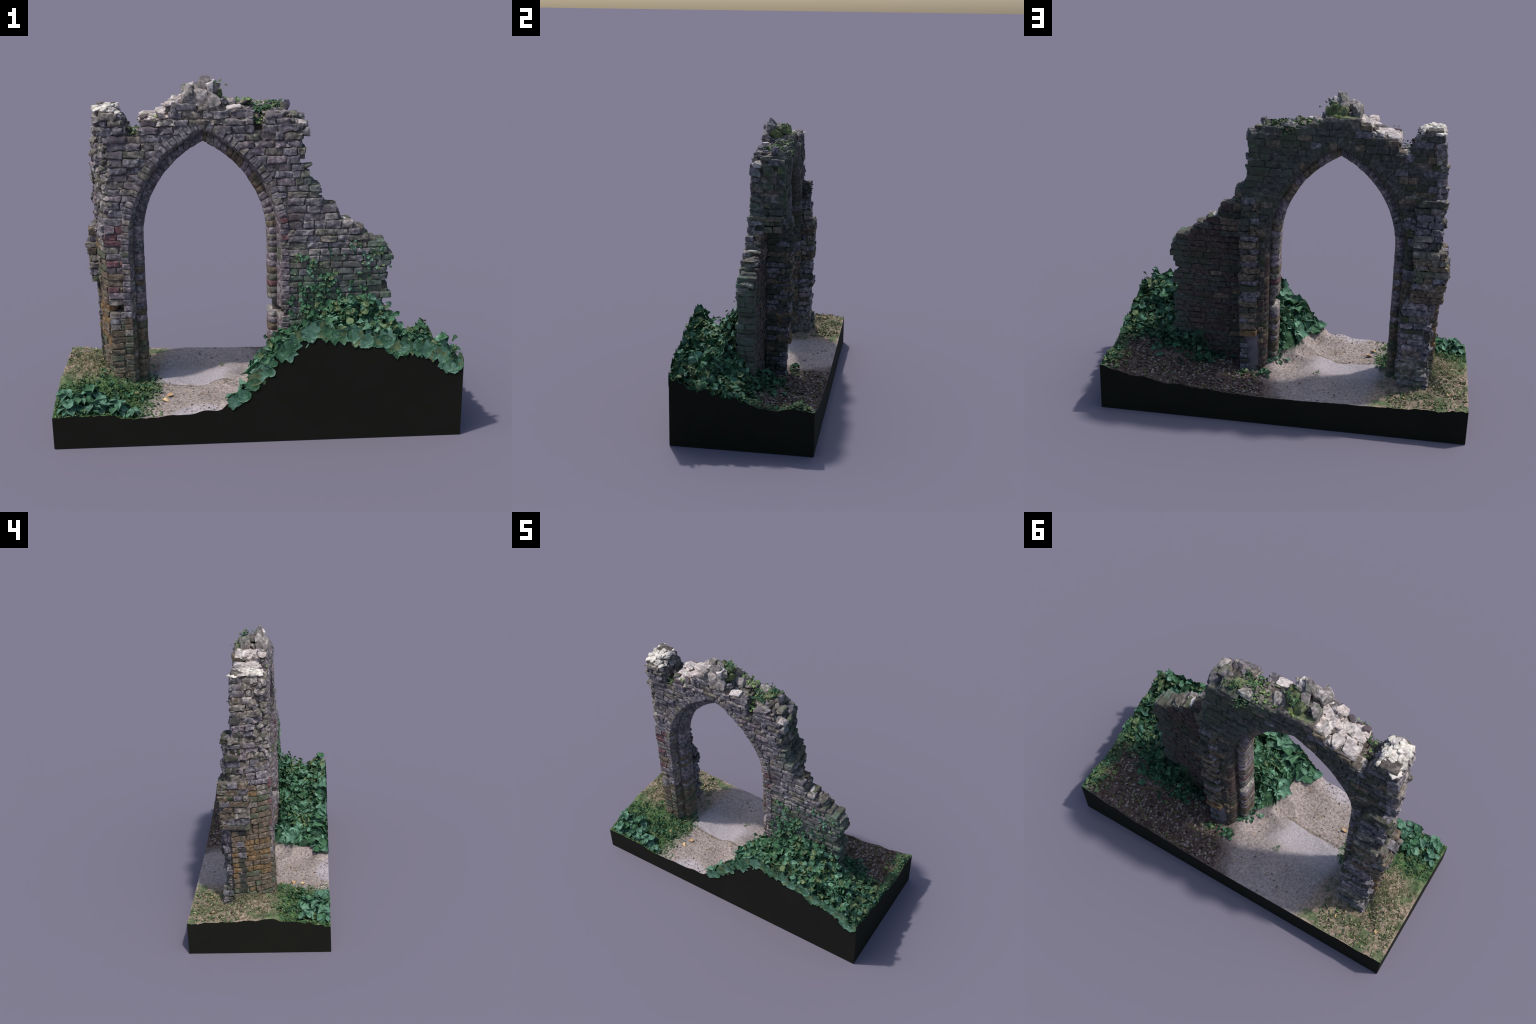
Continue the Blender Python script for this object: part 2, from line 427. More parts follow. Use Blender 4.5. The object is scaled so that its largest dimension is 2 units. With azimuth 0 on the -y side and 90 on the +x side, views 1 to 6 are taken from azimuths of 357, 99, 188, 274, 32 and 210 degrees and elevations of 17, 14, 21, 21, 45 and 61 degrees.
def ground_material():
    m = bpy.data.materials.new("ground")
    m.use_nodes = True
    nt = m.node_tree
    N, L = nt.nodes, nt.links
    bs = N["Principled BSDF"]
    bs.inputs["Roughness"].default_value = .95
    bs.inputs["Specular IOR Level"].default_value = .1
    geo = N.new("ShaderNodeNewGeometry")
    sep = N.new("ShaderNodeSeparateXYZ")
    L.new(geo.outputs["Position"], sep.inputs[0])
    def nz(sc, det=5, ro=.65):
        n = N.new("ShaderNodeTexNoise")
        n.inputs["Scale"].default_value, n.inputs["Detail"].default_value, n.inputs["Roughness"].default_value = sc, det, ro
        L.new(geo.outputs["Position"], n.inputs["Vector"])
        return n.outputs["Fac"]
    def math_(op, a, b=None, c=None):
        n = N.new("ShaderNodeMath")
        n.operation = op
        for k, v in enumerate((a, b, c)):
            if v is None:
                continue
            if isinstance(v, (int, float)):
                n.inputs[k].default_value = v
            else:
                L.new(v, n.inputs[k])
        return n.outputs[0]
    def step(v, lo, hi):
        n = N.new("ShaderNodeMapRange")
        n.interpolation_type = "SMOOTHSTEP"
        n.inputs["From Min"].default_value, n.inputs["From Max"].default_value = lo, hi
        L.new(v, n.inputs["Value"])
        return n.outputs[0]
    def ramp(f, stops):
        n = N.new("ShaderNodeValToRGB")
        while len(n.color_ramp.elements) < len(stops):
            n.color_ramp.elements.new(.5)
        for e, (p, c) in zip(n.color_ramp.elements, stops):
            e.position, e.color = p, lin(c)
        L.new(f, n.inputs["Fac"])
        return n.outputs["Color"]
    def mix(f, a, b):
        n = N.new("ShaderNodeMix")
        n.data_type = "RGBA"
        L.new(f, n.inputs["Factor"])
        L.new(a, n.inputs["A"])
        L.new(b, n.inputs["B"])
        return n.outputs["Result"]
    x, y, z = sep.outputs
    wob = math_("MULTIPLY_ADD", nz(7, 6), .36, -.18)
    fine = nz(70, 6, .75)
    mid = nz(22, 6, .7)
    path = ramp(fine, [(.3, (98, 90, 90)), (.45, (142, 131, 128)), (.58, (168, 156, 151)), (.75, (208, 195, 184))])
    slab = ramp(nz(150, 3, .7), [(.3, (134, 127, 132)), (.5, (168, 160, 164)), (.7, (192, 184, 186))])
    grass = ramp(mid, [(.3, (38, 58, 36)), (.45, (62, 90, 54)), (.58, (90, 114, 76)), (.74, (150, 146, 118))])
    dry = ramp(fine, [(.28, (88, 80, 66)), (.45, (136, 121, 106)), (.6, (174, 155, 139)), (.78, (206, 188, 172))])
    litter = ramp(nz(60, 5, .8), [(.3, (50, 42, 40)), (.48, (82, 70, 66)), (.62, (112, 98, 92)), (.76, (156, 142, 134))])
    under = ramp(mid, [(.3, (26, 46, 32)), (.5, (52, 82, 58)), (.7, (84, 118, 86))])
    # old paving: a band across the path, and a patch by the front edge
    sl = math_("MULTIPLY_ADD", wob, .12, y)
    band = math_("MULTIPLY", step(sl, -.078, -.066), math_("SUBTRACT", 1, step(sl, .0, .22)))
    line = math_("MULTIPLY", step(sl, -.084, -.078), math_("SUBTRACT", 1, step(sl, -.072, -.064)))
    line = math_("MULTIPLY", line, math_("MULTIPLY", step(x, -.5, -.46), math_("SUBTRACT", 1, step(x, -.14, -.08))))
    band = math_("MULTIPLY", band, math_("MULTIPLY", step(x, -.56, -.53), math_("SUBTRACT", 1, step(math_("ADD", x, wob), -.2, -.04))))
    px = math_("DIVIDE", math_("ADD", x, .3), .14)
    py = math_("DIVIDE", math_("ADD", y, .43), .11)
    patch = math_("ADD", math_("POWER", px, 2), math_("POWER", py, 2))
    patch = math_("SUBTRACT", 1, step(math_("ADD", patch, wob), .6, 1.1))
    backb = math_("MULTIPLY", step(math_("ADD", y, wob), .15, .3), math_("SUBTRACT", 1, step(math_("ABSOLUTE", math_("ADD", x, .1)), .15, .4)))
    col = mix(math_("MINIMUM", math_("ADD", math_("MAXIMUM", band, patch), math_("MULTIPLY", backb, .2)), 1), path, slab)
    col = mix(math_("MULTIPLY", line, .6), col, ramp(fine, [(.4, (74, 66, 52)), (.6, (112, 102, 80))]))
    # leaf litter behind the low wall
    lf = step(math_("ADD", math_("ADD", math_("MULTIPLY", y, .5), x), math_("MULTIPLY", wob, .7)), .12, .3)
    col = mix(lf, col, litter)
    # turf on the side of the thick pier: green in front, dry behind
    edge = math_("ADD", math_("ADD", x, math_("MULTIPLY", y, -.12)), math_("MULTIPLY", wob, .55))
    tf = math_("SUBTRACT", 1, step(edge, -.56, -.47))
    green = math_("SUBTRACT", 1, step(math_("ADD", y, math_("MULTIPLY", wob, 1.2)), -.14, .06))
    tuft = math_("MULTIPLY", step(nz(9, 4), .5, .62), .8)
    turf = mix(math_("MAXIMUM", green, tuft), dry, grass)
    col = mix(tf, col, turf)
    # bramble bank and the weedy far corner
    bank = math_("MULTIPLY", step(math_("ADD", z, math_("MULTIPLY", wob, .1)), .2, .25), step(x, -.2, -.12))
    bank = math_("MULTIPLY", bank, math_("SUBTRACT", 1, step(math_("ADD", y, math_("MULTIPLY", wob, .4)), .0, .1)))
    corner = step(math_("ADD", x, math_("MULTIPLY", wob, .5)), .9, .97)
    col = mix(math_("MAXIMUM", bank, math_("MULTIPLY", corner, .8)), col, under)
    L.new(col, bs.inputs["Base Color"])
    bp = N.new("ShaderNodeBump")
    bp.inputs["Strength"].default_value, bp.inputs["Distance"].default_value = .5, .005
    L.new(nz(130, 4), bp.inputs["Height"])
    L.new(bp.outputs[0], bs.inputs["Normal"])
    return m

turf = mesh_obj("ground_surface", verts, faces, [ground_material()], parent=root)

# ------------------------------------------------------------------ the arch: a pointed two-centred curve
XC, HALF, ZS, RAD = -.238, .3105, .93, .552
OFF = RAD - HALF

def arch_half(z, d):
    """half width of the opening at height z for the curve offset outward by d"""
    if z <= ZS:
        return HALF + d
    r = RAD + d
    k = r * r - (z - ZS) ** 2
    return max(0, math.sqrt(k) - OFF) if k > 0 else 0

def interp(pts, v):
    a = sorted(pts)
    return float(np.interp(v, [p[0] for p in a], [p[1] for p in a]))

TOP = [(-.9, 1.58), (-.74, 1.585), (-.65, 1.585), (-.642, 1.56), (-.618, 1.54), (-.603, 1.51), (-.592, 1.462), (-.54, 1.462), (-.535, 1.54), (-.405, 1.54),
       (-.4, 1.6), (-.34, 1.62), (-.14, 1.62), (-.12, 1.595), (.0, 1.575), (.008, 1.535), (.052, 1.53), (.06, 1.565), (.15, 1.565), (.185, 1.545), (.205, 1.515), (.28, 1.51), (.9, 1.5)]
XR = [(.4, .672), (.55, .68), (.65, .68), (.7, .665), (.76, .688), (.86, .688), (.895, .668), (.92, .628), (.94, .56), (.955, .535), (.985, .545),
      (1.005, .50), (1.03, .455), (1.06, .435), (1.085, .40), (1.11, .365), (1.15, .343), (1.205, .338), (1.22, .305), (1.255, .29), (1.30, .272), (1.33, .262), (1.45, .26), (1.52, .27), (1.6, .27)]
XR = [(q, v - (.006 if q < 1.2 else .011)) for q, v in XR]
XLF = [(.1, -.722), (.4, -.728), (1.06, -.735), (1.1, -.705), (1.4, -.70), (1.5, -.73), (1.63, -.735)]
XLB = [(.1, -.804), (.7, -.808), (.72, -.822), (.96, -.826), (.99, -.785), (1.05, -.795), (1.3, -.797), (1.42, -.785), (1.62, -.758)]
YF = -.086
def yback_left(z):
    return .108 if z > 1.24 else (.14 if z > 1.0 else .15)
def yback(x, z):
    if x < -.66:
        return yback_left(z) + .005
    if x > .0:
        return interp([(.1, .14), (1.16, .15), (1.22, .134), (1.6, .126)], z)
    return .12
COURSE = .0355
Z0 = .15

def edge_x(z):        # the torn right edge, stepping in and out by a course or two
    return interp(XR, z) + .015 * math.sin(int(z / .056) * 2.4)

def mask_runs(z0, z1, layer):
    """runs of x where masonry stands between heights z0 and z1. layer: front, mid, back, wing"""
    zc = (z0 + z1) / 2
    xl = interp(XLF, zc) if layer == "front" else interp(XLB, zc)
    xr = edge_x(zc)
    if layer in ("back", "mid"):
        xr = min(xr, interp([(.1, .245), (.38, .255), (.42, .268), (1.19, .27), (1.22, .27), (1.3, .25), (1.6, .25)], zc))
    d = {"front": .07, "mid": .014, "back": .068}[layer]
    runs, cur = [], None
    for x in np.arange(xl, xr, .004):
        ok = z1 < interp(TOP, x) + (.012 if layer == "back" else 0) + .01
        ok &= abs(x - XC) > arch_half(z0, d) or zc > ZS + math.sqrt(max(0, (RAD + d) ** 2 - OFF ** 2))
        if layer == "front" and -.722 < x < -.66 and .572 < zc < .628:
            ok = False                                     # putlog hole
        if layer == "front" and .01 < x < .052 and zc > 1.49:
            ok = False                                     # mossy gap in the parapet
        if ok and cur is None:
            cur = x
        if not ok and cur is not None:
            runs.append((cur, x)); cur = None
    if cur is not None:
        runs.append((cur, xr))
    return [r for r in runs if r[1] - r[0] > .02]

core_v, core_f = [], []
def hexa(c):
    b = len(core_v)
    core_v.extend(c)
    core_f.extend([[b + i for i in q] for q in ((0, 3, 2, 1), (4, 5, 6, 7), (0, 1, 5, 4), (1, 2, 6, 5), (2, 3, 7, 6), (3, 0, 4, 7))])
def slab(x0a, x1a, ya, x0b, x1b, yb, z0, z1):
    hexa([(x0a, ya, z0), (x1a, ya, z0), (x1b, yb, z0), (x0b, yb, z0), (x0a, ya, z1), (x1a, ya, z1), (x1b, yb, z1), (x0b, yb, z1)])

INS = .006
def slant(y, z):     # x of the broken end wall at depth y
    a, b = interp(XLF, z), interp(XLB, z)
    t = (y - YF) / (yback_left(z) - YF)
    t = max(0, min(1, t))
    return a + (b - a) * t - interp([(1.0, .004), (1.1, .028), (1.4, .03), (1.6, .008)], z) * math.sin(math.pi * t ** .7)

z = Z0
while z < 1.66:
    z1 = z + COURSE / 2
    zz = z1 + .002
    for layer, ya, yb in (("front", YF + INS, -.004), ("mid", -.014, .048), ("back", .044, None)):
        for a, b in mask_runs(z, z1, layer):
            is_left = a < -.66
            e = .01
            yb_ = yb
            if layer == "back":
                yb_ = min(yback(a, z), yback(b, z)) - INS
            if layer != "front" and not is_left and b > .2 and z > 1.2:
                pass
            xa = slant(ya, z) + e if is_left else a + e
            xb = slant(yb_, z) + e if is_left else a + e
            x1 = b - e
            if layer == "mid" and b > .1:
                slab(xa, x1, ya, xb, x1, min(yb_, .05), z, zz)
            elif layer == "front":
                # the low wing is thinner: its back face stands at y = .015
                slab(xa, x1, ya, xb, x1, yb_, z, zz)
                if b > .3:
                    slab(.2, x1, -.04, .2, x1, .012, z, zz)
            else:
                slab(xa, x1, ya, xb, x1, yb_, z, zz)
    z = z1
# back pilaster on the wing side, and the stumps of a cross wall behind the thick pier
def stump(x0, x1, y0, y1, za, zb):
    zq = za
    while zq < zb:
        q = U(-.008, .008)
        slab(x0 + .01 + q, x1 - .01 + q, y0, x0 + .012 + q, x1 - .012 + q, y1 - .01 + U(-.008, .006), zq, zq + COURSE + .002)
        zq += COURSE
stump(.178, .266, .0, .17, .4, 1.17)
stump(.158, .25, .0, .145, .15, .4)
stump(-.735, -.614, .05, .205, .17, .68)
stump(-.768, -.70, .05, .19, .17, .72)
stump(-.77, -.70, .05, .212, .15, .26)
stump(-.824, -.66, .05, .21, .7, .965)
stump(-.79, -.655, .05, .17, .95, 1.22)
core = mesh_obj("wall", core_v, core_f, [M["mortar"]], parent=root)
rm = core.modifiers.new("remesh", "REMESH")
rm.mode, rm.voxel_size, rm.use_smooth_shade = "VOXEL", .0065, True
dg = bpy.context.evaluated_depsgraph_get()
me = bpy.data.meshes.new_from_object(core.evaluated_get(dg))
core.modifiers.clear()
core.data = me
co = np.empty(len(me.vertices) * 3)
no = np.empty(len(me.vertices) * 3)
me.vertices.foreach_get("co", co)
me.vertex_normals.foreach_get("vector", no)
co, no = co.reshape(-1, 3), no.reshape(-1, 3)
dsp = np.array([.0045 * fbm(p, 28, 1) + .003 * fbm(p, 75, 2) for p in co])
co = co + no * dsp[:, None]
me.vertices.foreach_set("co", co.ravel())
me.polygons.foreach_set("use_smooth", np.ones(len(me.polygons), bool))
me.update()

# ------------------------------------------------------------------ brick courses
bricks = Stuff("brick", "brick_courses", core, sharp=.75)
def pick(w):
    k = list(w)
    return M[rng.choices(k, [w[i] for i in k])[0]]

def pal_front(x, z):
    if z > 1.5:
        return {"grey": 3, "warm": 3, "lime": 3, "slate": .6}
    if x < XC - .25:                                  # thick pier
        if z > 1.06: return {"grey": 6, "mauve": 3, "slate": 2, "warm": 2}
        if z > .85: return {"grey": 2.5, "red": 2.4, "mauve": 3, "warm": 1.5}
        if z > .5: return {"warm": 3, "brown": 2, "mauve": 2.5, "red": 1, "grey": 2}
        return {"brown": 4, "warm": 2.5, "olive": 2, "ochre": .4}
    if x < .17:
        if z < 1.05: return {"red": 1.2, "mauve": 3, "grey": 2.5}
        return {"grey": 6, "mauve": 2.5, "slate": 2.5, "warm": 2}
    if z > 1.1: return {"grey": 3, "warm": 3, "slate": 1}
    if z > .8: return {"grey": 4, "warm": 2, "lime": 1} if x < .5 else {"algae": 2, "grey": 2.5, "warm": 2}
    return {"algae": 4, "grey": 3, "olive": .6, "warm": 1.4}
def pal_end(z):
    if z > 1.35: return {"warm": 3, "grey": 2, "lime": 2}
    if z > .95: return {"mauve": 2.5, "grey": 3, "warm": 3, "slate": .7}
    if z > .66: return {"brown": 4, "ochre": 1.2, "olive": 1, "warm": 1, "red": .4}
    if z > .36: return {"ochre": 4.2, "brown": 3.6, "olive": .6}
    return {"brown": 4, "olive": 1.5, "ochre": .6}
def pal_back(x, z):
    if x < -.55: return {"shadetone": 3, "slate": 1.2, "brown": 1.5}
    if x > .29: return {"shadered": 4, "shadetone": 2, "brown": .6}
    if x > .1 and z < .75: return {"shadetone": 2, "shadered": 2, "brown": 1.4}
    return {"shadetone": 7, "brown": .8, "slate": .6}

def course(p0, p1, z0, z1, normal, pal, lmin=.048, lmax=.112, rough=.3, prot=.0045, depth=.05, miss=.015, end0=0, end1=0, arch_clip=None):
    """lay bricks from p0 to p1 (xy) between heights z0, z1"""
    a, b = Vector((p0[0], p0[1], 0)), Vector((p1[0], p1[1], 0))
    u = (b - a)
    ln = u.length
    if ln < .012:
        return
    u.normalize()
    s = -U(0, .0)
    w = Vector((0, 0, 1))
    nrm = Vector((normal[0], normal[1], 0)).normalized()
    cuts = [0]
    while cuts[-1] < ln:
        cuts.append(cuts[-1] + U(lmin, lmax) * (1 if rng.random() > .2 else .75))
    if ln - cuts[-2] < lmin * .7 and len(cuts) > 2:
        cuts.pop(-2)
    cuts[-1] = ln
    for k in range(len(cuts) - 1):
        c0, c1 = cuts[k], cuts[k + 1]
        if rng.random() < miss:
            continue
        e0 = end0 if k == 0 else 0
        e1 = end1 if k == len(cuts) - 2 else 0
        c0 -= U(0, e0) if e0 else 0
        c1 += U(-e1 * .6, e1) if e1 else 0
        l, h = c1 - c0 - U(.0022, .005), (z1 - z0) - U(.002, .005)
        if l < .012:
            continue
        pr = U(-prot, prot)
        c = a + u * ((c0 + c1) / 2) + nrm * (pr - depth / 2 + .001) + w * ((z0 + z1) / 2 + U(-.0012, .0012))
        g = rng.choice(CRUDE if rough > .75 and rng.random() < .75 else ROUGH if rng.random() < rough else BRICKS)
        fl = -1 if rng.random() < .5 else 1
        m = frame(c, u, nrm, w, (l / BRICK0.x, depth / BRICK0.y, h / BRICK0.z))
        m = jitter(m, .018 if rough < .75 else .05)
        p = pal(c.x, c.z)
        bricks.add(g, pick(p), m, l * h)

zi = 0
z = Z0
FLEN = lambda zz: .9
while z < 1.62:
    h = COURSE * (U(.86, 1.02) if z < .95 else U(.78, 1.25))
    z1 = z + h
    zc = (z + z1) / 2
    rgh = .4 if zc < 1.4 else .95
    # front
    for a, b in mask_runs(z, z1, "front"):
        a_ = slant(YF, zc) if a < -.66 else a
        if b > .3 and a < .17:              # straight joint between arch wall and wing
            course((a_, YF), (.166, YF), z, z1, (0, -1), pal_front, rough=rgh, prot=.003)
            course((.17, YF - .001), (b, YF - .004), z, z1, (0, -1), pal_front, rough=.25 if zc < .85 else .6, prot=.0025 if zc < .85 else .005, end1=.012)
        else:
            course((a_, YF), (b, YF), z, z1, (0, -1), pal_front, rough=rgh, prot=.003 if zc < 1.3 else .006, end1=.01 if b > .2 else 0)
    # broken end of the thick pier
    yb = yback_left(zc) - .005
    xf, xb = slant(YF, zc), slant(yb, zc)
    if zc < interp(TOP, -.7):
        ym = YF + .075
        xm = slant(ym, zc)
        for (xa_, ya_, xc_, yc_) in ((xb, yb, xm, ym), (xm, ym, xf - .002, YF + .012)):
            nrm = Vector((-(ya_ - yc_), xa_ - xc_, 0))
            course((xa_, ya_), (xc_, yc_), z, z1, (nrm.x, nrm.y), lambda x, z: pal_end(z), lmin=.04, lmax=.09,
                   rough=.25 if zc < .95 else .85, prot=.004 if zc < .95 else .011, end0=.006 if zc < .95 else .014, miss=.01 if zc < 1.05 else .06)
    # back
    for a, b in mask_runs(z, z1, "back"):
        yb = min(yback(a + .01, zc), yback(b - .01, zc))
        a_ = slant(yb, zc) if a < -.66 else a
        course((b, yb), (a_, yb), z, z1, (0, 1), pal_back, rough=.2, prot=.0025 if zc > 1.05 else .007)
    # wing: back face and ragged end
    xr = edge_x(zc)
    if zc < 1.12:
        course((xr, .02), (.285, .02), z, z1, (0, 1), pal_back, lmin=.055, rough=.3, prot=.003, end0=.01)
        course((xr, YF + .006), (xr + U(-.008, .008), .012), z, z1, (1, 0), lambda x, z: pal_back(.2, z) if z < .7 else {"olive": 2, "brown": 2, "shadetone": 1},
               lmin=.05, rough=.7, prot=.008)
        course((.27, .02), (.27, .155), z, z1, (1, 0), lambda x, z: {"shadetone": 3, "slate": 2, "brown": 1}, rough=.6, prot=.008)
    elif zc < interp(TOP, .25):
        course((xr - .006, YF + .008), (xr - .022, .118), z, z1, (1, 0), lambda x, z: {"olive": 2, "brown": 2, "shadetone": 2.5}, lmin=.05, rough=.6, prot=.012)
    z = z1

def pier_stack(x0, x1, y1, za, zb, pal, prot=.012, ends=True, side=.1):
    z = za
    while z < zb:
        h = COURSE * U(.85, 1.15)
        q = U(-.008, .008)
        course((x1 + q, y1), (x0 + q, y1), z, z + h, (0, 1), pal, lmin=.04, rough=.9, prot=prot, end0=.008, end1=.008)
        if ends:
            course((x1 + q, y1 - .09), (x1 + q, y1 - .012), z, z + h, (1, 0), pal, lmin=.04, rough=.9, prot=prot * .7)
            course((x0 + q, y1 - .012), (x0 + q, y1 - side), z, z + h, (-1, 0), pal, lmin=.04, rough=.9, prot=prot * .7)
        z += h
cross = lambda x, z: {"slate": 3, "grey": 1.6, "mauve": 2, "warm": 1, "shadetone": 2}
pier_stack(.18, .268, .178, .4, 1.17, lambda x, z: {"shadetone": 3, "slate": 1.5, "brown": 2, "ochre": .7 if z < .62 else .0})
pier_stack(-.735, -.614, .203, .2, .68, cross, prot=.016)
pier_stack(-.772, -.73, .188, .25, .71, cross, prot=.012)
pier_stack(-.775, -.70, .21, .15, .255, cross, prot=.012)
pier_stack(-.79, -.655, .172, .96, 1.22, lambda x, z: {"shadetone": 2, "slate": 2, "warm": 1})
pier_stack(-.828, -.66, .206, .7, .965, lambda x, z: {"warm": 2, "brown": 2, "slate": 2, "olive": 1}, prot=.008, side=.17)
# smooth rendered foot of the back pilaster
foot_pts = [(.15, .205, .052, .15), (.2, .2, .046, .143), (.24, .2, .042, .14), (.30, .203, .044, .146), (.36, .21, .05, .15), (.395, .212, .052, .15)]
fv, ff = [], []
NS = 20
for k in range(24):
    t = k / 23
    zz = .15 + t * .25
    cx = interp([(p[0], p[1]) for p in foot_pts], zz)
    hx = interp([(p[0], p[2]) for p in foot_pts], zz)
    yy = interp([(p[0], p[3]) for p in foot_pts], zz)
    for s in range(NS):
        ang = math.tau * s / NS
        c, sn = math.cos(ang), math.sin(ang)
        c, sn = math.copysign(abs(c) ** .45, c), math.copysign(abs(sn) ** .45, sn)
        p = (cx + hx * c, .075 + (yy - .07) * sn, zz)
        e = .004 * fbm(p, 20, 4) + (-.012 if c > .6 else 0) * max(0, fbm(p, 14, 9))
        fv.append((p[0] + e * c, p[1] + e * sn, zz))
for k in range(23):
    for s in range(NS):
        ff.append([k * NS + s, k * NS + (s + 1) % NS, (k + 1) * NS + (s + 1) % NS, (k + 1) * NS + s])
ff.append([23 * NS + s for s in range(NS)])
mesh_obj("rendered_foot", fv, ff, [M["render"]], parent=root)
bricks.build()

# ------------------------------------------------------------------ arch rings
vous = Stuff("voussoir", "voussoir_bricks", None, 300, sharp=1.0)
ring_parent = None
def rear_shift(side, z):
    return .016 * max(0, min(1, (1.28 - z) / .3)) if side > 0 else .0

def ring(d0, d1, ya, yb, step, pal, zb=.17, prot=.003, geo=BRICKS, skip=None, shift=None):
    """bricks standing round the opening from offset d0 to d1, between depths ya and yb"""
    dm = (d0 + d1) / 2
    r = RAD + dm
    th_max = math.acos(min(1, OFF / r))
    places = []
    for side in (-1, 1):
        zq = zb
        while zq < ZS - step * .4:
            h = step * U(.88, 1.12)
            places.append((side, (XC + side * (HALF + dm), zq + h / 2), (side, 0), h))
            zq += h
        th = (zq - ZS) / r if zq > ZS else 0
        while th < th_max - .3 * step / r:
            h = step * U(.88, 1.12)
            tc = min(th + h / 2 / r, th_max)
            cx = -side * OFF
            places.append((side, (XC + cx + side * r * math.cos(tc), ZS + r * math.sin(tc)), (side * math.cos(tc), math.sin(tc)), h))
            th += h / r
    for side, (px, pz), (nx, nz_), h in places:
        if skip and skip(side, pz):
            continue
        rad = Vector((nx, 0, nz_))
        tan = Vector((-nz_, 0, nx)) * -side
        if tan.z < 0: tan = -tan
        n = -rad                                     # faces into the opening
        pr = U(-prot, prot)
        sh = shift(side, pz) if shift else 0
        c = Vector((px, (ya + yb + sh) / 2 + U(-.0015, .0015), pz)) + n * pr
        l, d, hh = (yb - ya + sh) + U(-.002, .003), (d1 - d0), h - U(.0012, .0032)
        m = frame(c, Vector((0, 1, 0)), n, tan, (l / BRICK0.x, d / BRICK0.y, hh / BRICK0.z))
        m = jitter(m, .007)
        vous.add(rng.choice(geo), pick(pal(side, pz)), m, l * hh)

def path_point(side, t, d, y):
    """a point on the moulding path: t metres up the jamb and then along the arc, d out from the opening, depth y"""
    if t <= ZS:
        return Vector((XC + side * (HALF + d), y, t))
    full = math.acos(OFF / RAD)
    k = min(1, (t - ZS) / (RAD * full))
    r = RAD + d
    ang = k * math.acos(min(1, OFF / r))
    return Vector((XC - side * OFF + side * r * math.cos(ang), y, ZS + r * math.sin(ang)))

def moulding(profile, step, pal, zb=.165, skip=None, gap=.0009):
    """moulded bricks: one cross-section swept along jamb and arch, cut into bricks by fine joints"""
    end = ZS + RAD * math.acos(OFF / RAD)
    for side in (-1, 1):
        t = zb
        while t < end - .004:
            t1 = min(end, t + step * U(.88, 1.14))
            if end - t1 < step * .4: t1 = end
            zc = path_point(side, (t + t1) / 2, 0, 0).z
            if skip and skip(side, zc):
                t = t1
                continue
            last = t1 == end
            cuts = [(t + gap, .965), (t + .0022, .993), ((t + t1) / 2, 1.0), (t1 - .0022, .993), (t1 - (0 if last else gap), 1.0 if last else .965)]
            wob, sd = (U(-.0012, .0012), U(-.0012, .0012)), rng.randrange(999)
            V, F = [], []
            for tt, sc in cuts:
                zz = path_point(side, tt, 0, 0).z
                pr = profile(side, zz)
                cd, cy = sum(p[0] for p in pr) / len(pr), sum(p[1] for p in pr) / len(pr)
                for d, y in pr:
                    e = .0016 * fbm((d * 3, y * 3, tt * 3), 12, sd)
                    V.append(path_point(side, tt, cd + (d - cd) * sc + wob[0] + e, cy + (y - cy) * sc + wob[1] + e))
            n = len(pr)
            for k in range(len(cuts) - 1):
                for q in range(n):
                    f = [k * n + q, k * n + (q + 1) % n, (k + 1) * n + (q + 1) % n, (k + 1) * n + q]
                    F.append(f if side > 0 else f[::-1])
            F.append(list(range(n))[::(-1 if side > 0 else 1)])
            F.append([(len(cuts) - 1) * n + q for q in range(n)][::(1 if side > 0 else -1)])
            c = sum(V, Vector()) / len(V)
            vous.add((np.array([tuple(v - c) for v in V]), F), pick(pal(side, zc)), Matrix.Translation(c), (t1 - t) * .06)
            t = t1

def inner_order(s, z):
    k = rear_shift(s, z) * .6
    return [(.085, -.03), (.046, -.034), (.034, -.041), (.02, -.041), (.008, -.033), (.001, -.02), (0, -.004), (0, .02), (0, .042 + k), (.003, .054 + k), (.012, .063 + k), (.026, .066 + k), (.038, .062 + k), (.046, .055 + k), (.085, .05 + k)]
def front_splay(s, z):
    return [(.092, -.03), (.092, -.084), (.072, -.087), (.066, -.084), (.06, -.072), (.053, -.058), (.048, -.047), (.047, -.03)]
def rear_shaft(s, z):
    k = rear_shift(s, z)
    return [(.125, .05), (.05, .05), (.049, .07 + k), (.05, .088 + k), (.055, .103 + k), (.064, .115 + k), (.078, .122 + k), (.094, .122 + k), (.106, .117 + k), (.125, .112 + k)]

def pal_outer(s, z):
    if s > 0 and .50 < z < .54: return {"warm": 1, "lime": 1}
    if s > 0 and z < 1.08: return {"mauve": 4, "red": 1, "grey": 2, "warm": 1.5}
    if z < .55: return {"brown": 3, "olive": 2, "warm": 1.5}
    if z < .95: return {"warm": 2, "mauve": 2, "slate": 1, "grey": 2}
    return {"grey": 6, "lime": 1.4, "warm": 2}
def pal_inner(s, z):
    if s > 0 and .50 < z < .555: return {"pale": 1, "lime": 3, "warm": 2}
    if s > 0: return {"red": .6, "mauve": 3, "brown": 2.4, "warm": 2} if z < 1.1 else {"brown": 3, "mauve": 3, "warm": 1}
    if z < .5: return {"olive": 2, "brown": 3}
    if z < .85: return {"mauve": 3, "brown": 1.5, "slate": 4}
    return {"slate": 5, "mauve": 2}
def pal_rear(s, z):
    if s > 0: return {"brown": 2, "shadered": 3, "shadetone": 1} if z < .85 else {"shadetone": 4, "brown": 1}
    return {"brown": 2, "shadetone": 3, "slate": .6} if z < .85 else {"shadetone": 4, "slate": .6}
hole = lambda s, z: s > 0 and .553 < z < .598
moulding(inner_order, .034, pal_inner, skip=hole)
moulding(front_splay, .034, pal_outer, skip=lambda s, z: s > 0 and .54 < z < .58)
moulding(rear_shaft, .034, pal_rear)
